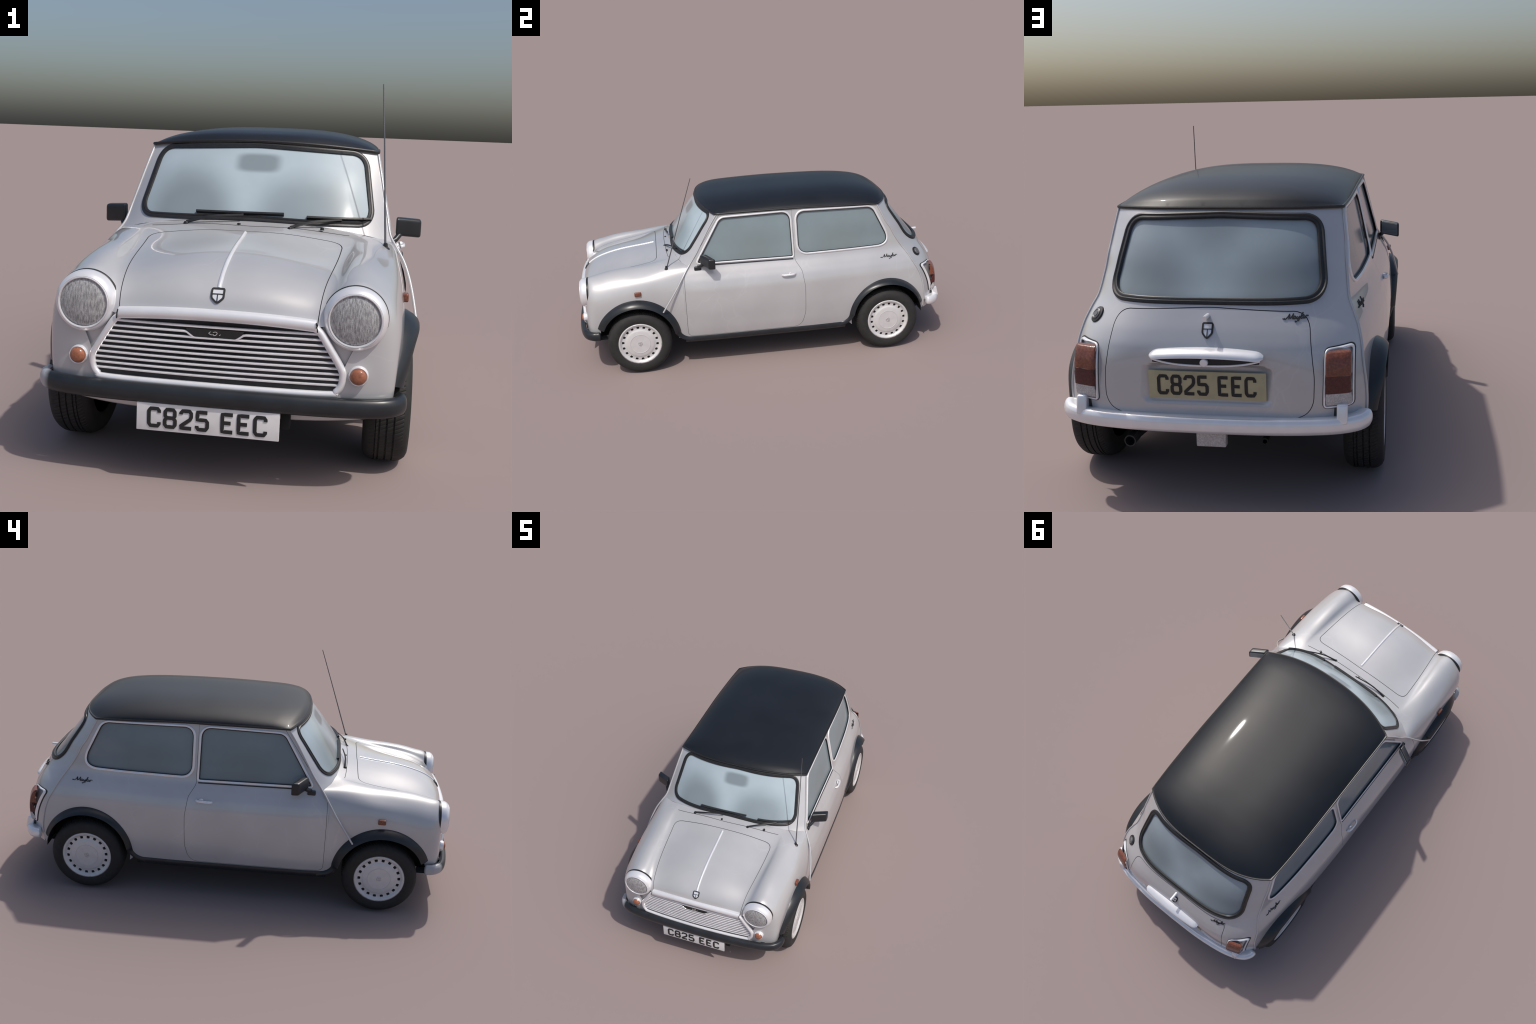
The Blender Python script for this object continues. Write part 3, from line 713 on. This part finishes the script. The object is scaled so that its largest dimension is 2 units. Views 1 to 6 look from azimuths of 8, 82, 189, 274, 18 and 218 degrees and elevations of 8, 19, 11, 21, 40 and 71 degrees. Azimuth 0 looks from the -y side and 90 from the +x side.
# highlight painted in pale grey on the left end of the front bumper
MATS['bumper_painted_reflection'] = m = MATS['black_plastic'].copy(); m.name = 'bumper_painted_reflection'
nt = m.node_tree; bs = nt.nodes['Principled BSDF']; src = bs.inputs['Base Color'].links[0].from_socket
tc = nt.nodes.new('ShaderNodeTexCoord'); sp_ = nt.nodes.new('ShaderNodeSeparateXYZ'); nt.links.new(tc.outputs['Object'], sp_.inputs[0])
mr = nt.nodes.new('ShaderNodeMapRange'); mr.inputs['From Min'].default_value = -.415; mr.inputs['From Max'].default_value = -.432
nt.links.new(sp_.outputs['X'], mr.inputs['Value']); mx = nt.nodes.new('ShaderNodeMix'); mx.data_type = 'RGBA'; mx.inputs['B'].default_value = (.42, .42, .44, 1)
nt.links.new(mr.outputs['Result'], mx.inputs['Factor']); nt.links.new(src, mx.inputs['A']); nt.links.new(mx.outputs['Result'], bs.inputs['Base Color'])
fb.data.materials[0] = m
for sx in (1, -1):
    box('overrider', (sx*.365-.0145, .930, .246), (sx*.365+.0145, .962, .298), 'chrome', .006,
        shape=lambda v: Vector((v.x, v.y - (.012 if v.z > .28 else 0), v.z)))
    box('overrider_rubber', (sx*.355-.014, .908, .252), (sx*.355+.014, .934, .293), 'black_plastic', .003)
    box('bumper_bracket', (sx*.36-.01, -.97, .218), (sx*.36+.01, -.93, .238), 'black_plastic', .003)
# lower valances
def valance(front):
    pts = []
    for x in np.linspace(-.40, .40, 33):
        s = abs(x)/.40
        pts.append((x, (-.952+.045*s**3) if front else (.908-.06*s**3), 0))
    V = []; prof = [(.235, .0), (.19, .0), (.174 if front else .198, .002), (.168 if front else .192, .012), (.166 if front else .189, .07)]
    for x, y, _ in pts:
        lift = .012*(abs(x)/.4)**4
        for z, dy in prof: V.append((x, y + (dy if front else -dy), z+lift))
    m_ = len(prof); F = [(i*m_+j, i*m_+j+1, (i+1)*m_+j+1, (i+1)*m_+j) for i in range(32) for j in range(m_-1)]
    ob = make('lower_valance', V, F, 'silver_paint', smooth=True); fix_normals(ob)
    if (ob.data.polygons[0].normal.y > 0) == front:
        for p in ob.data.polygons: p.flip()
valance(True); valance(False)

GLYPH = {
 'C': [[(.95, .78), (.95, .88), (.82, 1), (.2, 1), (.05, .86), (.05, .14), (.2, 0), (.82, 0), (.95, .12), (.95, .22)]],
 '8': [[(.22, .52), (.08, .64), (.08, .88), (.22, 1), (.78, 1), (.92, .88), (.92, .64), (.78, .52), (.22, .52), (.05, .38), (.05, .13), (.2, 0), (.8, 0), (.95, .13), (.95, .38), (.78, .52)]],
 '2': [[(.06, .80), (.06, .88), (.2, 1), (.8, 1), (.95, .87), (.95, .66), (.85, .52), (.06, .12), (.06, 0), (.97, 0)]],
 '5': [[(.93, 1), (.1, 1), (.08, .56), (.8, .56), (.95, .44), (.95, .14), (.8, 0), (.18, 0), (.05, .12), (.05, .2)]],
 'E': [[(.95, 1), (.06, 1), (.06, 0), (.95, 0)], [(.06, .51), (.78, .51)]],
}
def plate(name, c, w, h, facing, mat, tilt):
    p = empty(name)
    y = c[1]; f = -1 if facing == 'front' else 1
    def sh(v): return Vector((v.x, v.y + f*(-(v.z-c[2]))*tilt, v.z))
    box('plate_sheet', (c[0]-w/2, y-.003, c[2]-h/2), (c[0]+w/2, y+.003, c[2]+h/2), mat, .002, 2, p, shape=sh)
    text = 'C825 EEC'; ch = h*.62; cw = w*.088; adv = w*.1135; total = adv*7 + cw*.78 - adv*.30
    u = -total/2
    for t in text:
        if t == ' ': u += adv*.55; continue
        lines = [[(u+px*cw*.92, (py-.5)*ch) for px, py in ln_] for ln_ in GLYPH[t]]
        strokes('plate_letter', lines, lambda a, b: ((c[0] + a*(-f), y + f*.003 - f*b*tilt, c[2]+b), (0, f, 0)), .0088, .0016, 'ink', p)
        u += adv
plate('number_plate', (-.008, -.990, .167), .345, .068, 'front', 'plate_white', .02)
plate('number_plate', (.0, .9585, .343), .327, .079, 'rear', 'plate_yellow', -.02)

# ------------------------------------------------------------------ boot furniture
bh = empty('boot_handle')
P = [(x, .970 - .010*(abs(x)/.16)**2, .4355 - .010*(abs(x)/.16)**2) for x in np.linspace(-.157, .157, 41)]
u = np.abs(np.linspace(-1, 1, 41)); sc = np.sqrt(np.clip(1-((u-.85)/.16).clip(0)**2, .08, 1))
sweep('handle_bar', P, (0, 1, 0), [(-.006, -.02), (-.008, .008), (-.0095, .014), (-.008, .0185), (-.002, .018), (.004, .012), (.009, .003), (.0125, -.008), (.0125, -.024)], 'chrome', bh, scale=sc)
P = [(x, .973 - .010*(abs(x)/.16)**2, .4165 + .005*(abs(x)/.15)**2) for x in np.linspace(-.146, .146, 31)]
sweep('handle_recess', P, (0, 1, 0), [(-.0115, -.03), (-.0115, .006), (.0115, .004), (.0115, -.03)], 'ink', bh)
P = [(x, .979 - .010*(abs(x)/.16)**2, .4045 + .014*(abs(x)/.15)**3) for x in np.linspace(-.150, .150, 31)]
sweep('handle_lower_rim', P, (0, 1, 0), circle_profile(.003, 8), 'chrome', bh)
lathe('boot_lock', [(.011, .0), (.011, .010), (.009, .012), (.005, .0125), (0, .0125)], 'chrome', (0, .976, .4145), 'Y', 24, bh)
sweep('washer_nozzle', [(.004, .890, .523), (.004, .947, .526)], (0, 0, 1), circle_profile(.0068, 14), 'chrome', boot)
def boot_place(u, v):
    s, z = on_rear(-u, .487+v); c = rear_surf([s], [z])[0]; n = surf_normals(rear_surf, np.array([[s, z]]))[0]
    return (c, n)
badge(boot_place, boot, .0135, .019)
SCRIPT = [[(.0, .25), (.06, .05), (.14, .45), (.17, .9), (.20, .3), (.21, .05)], [(.17, .9), (.27, .15), (.33, .95), (.35, .4), (.37, .05)],
          [(.48, .45), (.42, .5), (.40, .2), (.44, .05), (.49, .3), (.50, .05)], [(.53, .5), (.54, .1), (.60, .15), (.62, .5), (.60, -.3), (.54, -.45), (.52, -.25)],
          [(.64, .15), (.70, .6), (.73, .95), (.70, .95), (.68, .3), (.66, -.35)], [(.80, .45), (.74, .5), (.72, .2), (.76, .05), (.81, .3), (.82, .05)],
          [(.86, .45), (.86, .05)], [(.90, .05), (.91, .5), (.97, .45), (1.0, .48)], [(-.06, .2), (-.02, .1), (.05, .12)]]
def script_on(surf, mapper, parent, mirror, size, name='model_script'):
    sc_ = empty(name)
    for ln_ in SCRIPT:
        o = smooth_path([(a*size[0] + b*size[1]*.35, b*size[1]) for a, b in ln_], 4)
        uv = np.array([mapper(a, b) for a, b in o]); P = surf(uv[:, 0], uv[:, 1]); N = surf_normals(surf, uv)
        sweep('script_stroke', P + N*.0005, N, [(-.0012, -.001), (-.0012, .0016), (.0012, .0016), (.0012, -.001)], 'ink', sc_, mirror=mirror)
script_on(side_surf, lambda a, b: (.626+a, .504+b), None, False, (.088, .017))
script_on(side_surf, lambda a, b: (.722-a, .506+b), None, True, (.088, .017))
script_on(rear_surf, lambda a, b: on_rear(-(.205+a), .516+b), boot, False, (.062, .014))

# fuel cap
fuv = np.array([on_rear(.346, .503)]); fc = rear_surf(fuv[:, 0], fuv[:, 1])[0]; fn = surf_normals(rear_surf, fuv)[0]
cap = lathe('fuel_cap', [(0, .009), (.009, .009), (.0105, .0075), (.0135, .009), (.0165, .0075), (.0170, .002)], 'cap_grey', (0, 0, 0), 'Z', 40)
skirt = lathe('fuel_cap_seal', [(.0165, .0055), (.0245, .0035), (.0275, -.006)], 'rubber_seal', (0, 0, 0), 'Z', 40)
for o_ in (cap, skirt):
    o_.rotation_euler = Vector(fn).to_track_quat('Z', 'Y').to_euler(); o_.location = tuple(fc)

# tail lamps: gasket on the skin, bright frame wall, lens in three colours bulging to mid height
def skin_y(x, z):
    uv = np.array([on_rear(float(a), float(b)) for a, b in zip(np.atleast_1d(x), np.atleast_1d(z))]); return rear_surf(uv[:, 0], uv[:, 1])[:, 1]
lens_out = K([(.27, .932), (.29, .941), (.31, .945), (.345, .947), (.365, .946), (.40, .940), (.42, .932), (.436, .922), (.46, .905)])
def lens_y(x, z): return lens_out(z) - .33*(np.asarray(x)-.355)
LAMP = rounded([(.3155, .286, .010), (.3935, .286, .010), (.3925, .441, .012), (.3185, .441, .012)], 5)
def lens_surf(x, z):
    x = np.asarray(x, float); z = np.asarray(z, float)
    u = np.abs((x-.3545)/.0350); w = np.abs((z-.3635)/.0735)
    drop = .004*u**6 + .030*np.clip((u-.94)/.06, 0, 1.1)**2 + .004*w**10 + .016*np.clip((w-.965)/.035, 0, 1.1)**2
    return np.stack([-x, lens_y(x, z) - drop, z], 1)
for mir in (False, True):
    tl = empty('tail_light'); o = resample(LAMP, .006, True); sy = skin_y(o[:, 0], o[:, 1]); ly = lens_y(o[:, 0], o[:, 1]) - .024
    def ring(name, spec, mat):
        V = []; n = len(o)
        for d_, y_ in spec:
            q = offset_poly(o, d_); V += [(a, yy, b) for (a, b), yy in zip(q, y_)]
        F = [(k*n+i, k*n+(i+1) % n, (k+1)*n+(i+1) % n, (k+1)*n+i) for k in range(len(spec)-1) for i in range(n)]
        V = np.array(V)
        if mir: V = mirror_pts(V)
        ob = make(name, V, F, mat, tl); fix_normals(ob, 50)
        if ob.data.polygons[0].normal.dot(Vector((ob.data.polygons[0].center.x-(-.3545 if mir else .3545), 0, ob.data.polygons[0].center.z-.3635))) < 0:
            ob.data.flip_normals()
    ring('lamp_gasket', [(.0038, sy-.008), (.0038, sy+.001), (.001, sy+.003), (-.002, sy+.003)], 'rubber_seal')
    top = np.maximum(sy+.006, np.minimum(ly, sy+.015))
    ring('lamp_frame', [(.0015, sy-.006), (.0015, top-.003), (0., top+.001), (-.002, top+.002), (-.0042, top+.001), (-.005, top-.008)], 'chrome')
    for nm, z0, z1, mt in (('lamp_lens_lower', .2905, .3275, 'clear_lens'), ('lamp_lens_middle', .3280, .3745, 'red_lens'), ('lamp_lens_upper', .3750, .4365, 'orange_lens')):
        r0 = .007 if z0 < .3 else 0; r1 = .007 if z1 > .43 else 0
        pl = rounded([(.3195, z0, r0), (.3895, z0, r0), (.3885, z1, r1), (.3220, z1, r1)], 4)
        panel(nm, lens_surf, pl, mt, step=(.0025, .003), parent=tl, mirror=not mir)

# fog lamp, exhaust
box('fog_lamp', (-.0485, .938, .168), (.0345, .964, .212), 'clear_lens', .004)
ex = smooth_path([(.20, .70, .178), (.205, .82, .180), (.222, .90, .177), (.224, .962, .176)], 8)
sweep('exhaust_pipe', ex, (0, 0, 1), circle_profile(.0165, 18), 'underside', caps=False)
lathe('exhaust_tip', [(.0120, -.05), (.0135, .0), (.0165, .0), (.0170, -.05)], 'black_plastic', (.224, .966, .176), 'Y', 28)
lathe('exhaust_bore', [(0, -.03), (.0135, -.03)], 'black_gap', (.224, .966, .176), 'Y', 24)
lathe('towing_eye', [(.006, -.03), (.010, -.03), (.010, .0), (.006, .0)], 'underside', (-.155, .955, .187), 'Y', 16)
box('tow_bracket', (.164, -.972, .156), (.186, -.93, .196), 'underside', .003)

# ------------------------------------------------------------------ mirrors, aerial, wipers
for sx in (1, -1):
    mr_ = empty('door_mirror')
    def sh(v):
        t = (v.y+.33)/.05
        k = 1 - .10*max(0, -(v.y+.305))/.03
        zc = .581
        x = abs(v.x); yy = v.y + .55*(x-.458)
        return Vector((sx*x, yy, zc+(v.z-zc)*k - .10*(x-.458)))
    box('mirror_shell', (.4205 if sx > 0 else -.4965, -.320, .5525), (.4965 if sx > 0 else -.4205, -.285, .6095), 'black_plastic', .0095, 4, mr_, shape=sh)
    box('mirror_glass', (.4265 if sx > 0 else -.4905, -.290, .5575), (.4905 if sx > 0 else -.4265, -.2838, .6045), 'mirror_glass', .003, 3, mr_, shape=sh)
    sweep('mirror_arm', [(sx*.408, -.352, .540), (sx*.420, -.345, .546), (sx*.432, -.325, .560)], (0, 0, 1), circle_profile(.0085, 10), 'black_plastic', mr_)
    box('mirror_foot', (.404 if sx > 0 else -.422, -.372, .526), (.422 if sx > 0 else -.404, -.335, .547), 'black_plastic', .006, 3, mr_, shape=lambda v: Vector((v.x, v.y, v.z)))

ae = empty('aerial')
sweep('aerial_mast', [(.390, -.513, .540), (.380, -.462, .692), (.370, -.410, .846), (.358, -.357, 1.001)], (1, 0, 0), circle_profile(.0021, 8), 'aerial_steel', ae, scale=[1.5, 1.2, 1., .8])
lathe('aerial_base', [(.012, -.004), (.012, .002), (.007, .006), (.0055, .016), (0, .018)], 'rubber_seal', (.390, -.513, .539), 'Z', 20, ae)

def wiper(px, py, pz, mid, tip):
    w = empty('wiper')
    lathe('wiper_pivot', [(.0085, -.012), (.0085, .003), (.006, .007), (0, .008)], 'rubber_seal', (px, py, pz), 'Z', 16, w)
    a = smooth_path([(px, py, pz+.006), (px+(mid[0]-px)*.45, py+(mid[1]-py)*.45-.006, pz+(mid[2]-pz)*.45+.010), mid], 8)
    sweep('wiper_arm', a, (0, -1, 1), [(-.004, -.002), (-.004, .003), (.004, .003), (.004, -.002)], 'rubber_seal', w, scale=np.linspace(1, .7, len(a)))
    d = np.array(tip)-np.array(mid); L = np.linalg.norm(d)
    pts = []
    for f in np.linspace(-1.25, 1.0, 14):
        x = mid[0]+d[0]*f; z = mid[2]+d[2]*f*.6 + .0015*f
        s, z_ = on_front(x, z); p = front_surf([s], [z_])[0]; n = surf_normals(front_surf, np.array([[s, z_]]))[0]
        if n[1] > 0: n = -n
        pts.append(p + n*.008)
    sweep('wiper_blade', pts, (0, -1, .5), [(-.0045, -.008), (-.0028, .003), (.0028, .003), (.0045, -.008)], 'rubber_seal', w)
wiper(-.186, -.498, .578, (-.02, -.487, .612), (.095, -.474, .612))
wiper(.119, -.510, .578, (.262, -.452, .607), (.343, -.395, .603))
for x in (-.03, .21):
    lathe('washer_jet', [(.006, -.002), (.005, .005), (0, .006)], 'rubber_seal', (x, -.503, .583), 'Z', 12)

bpy.context.view_layer.update()
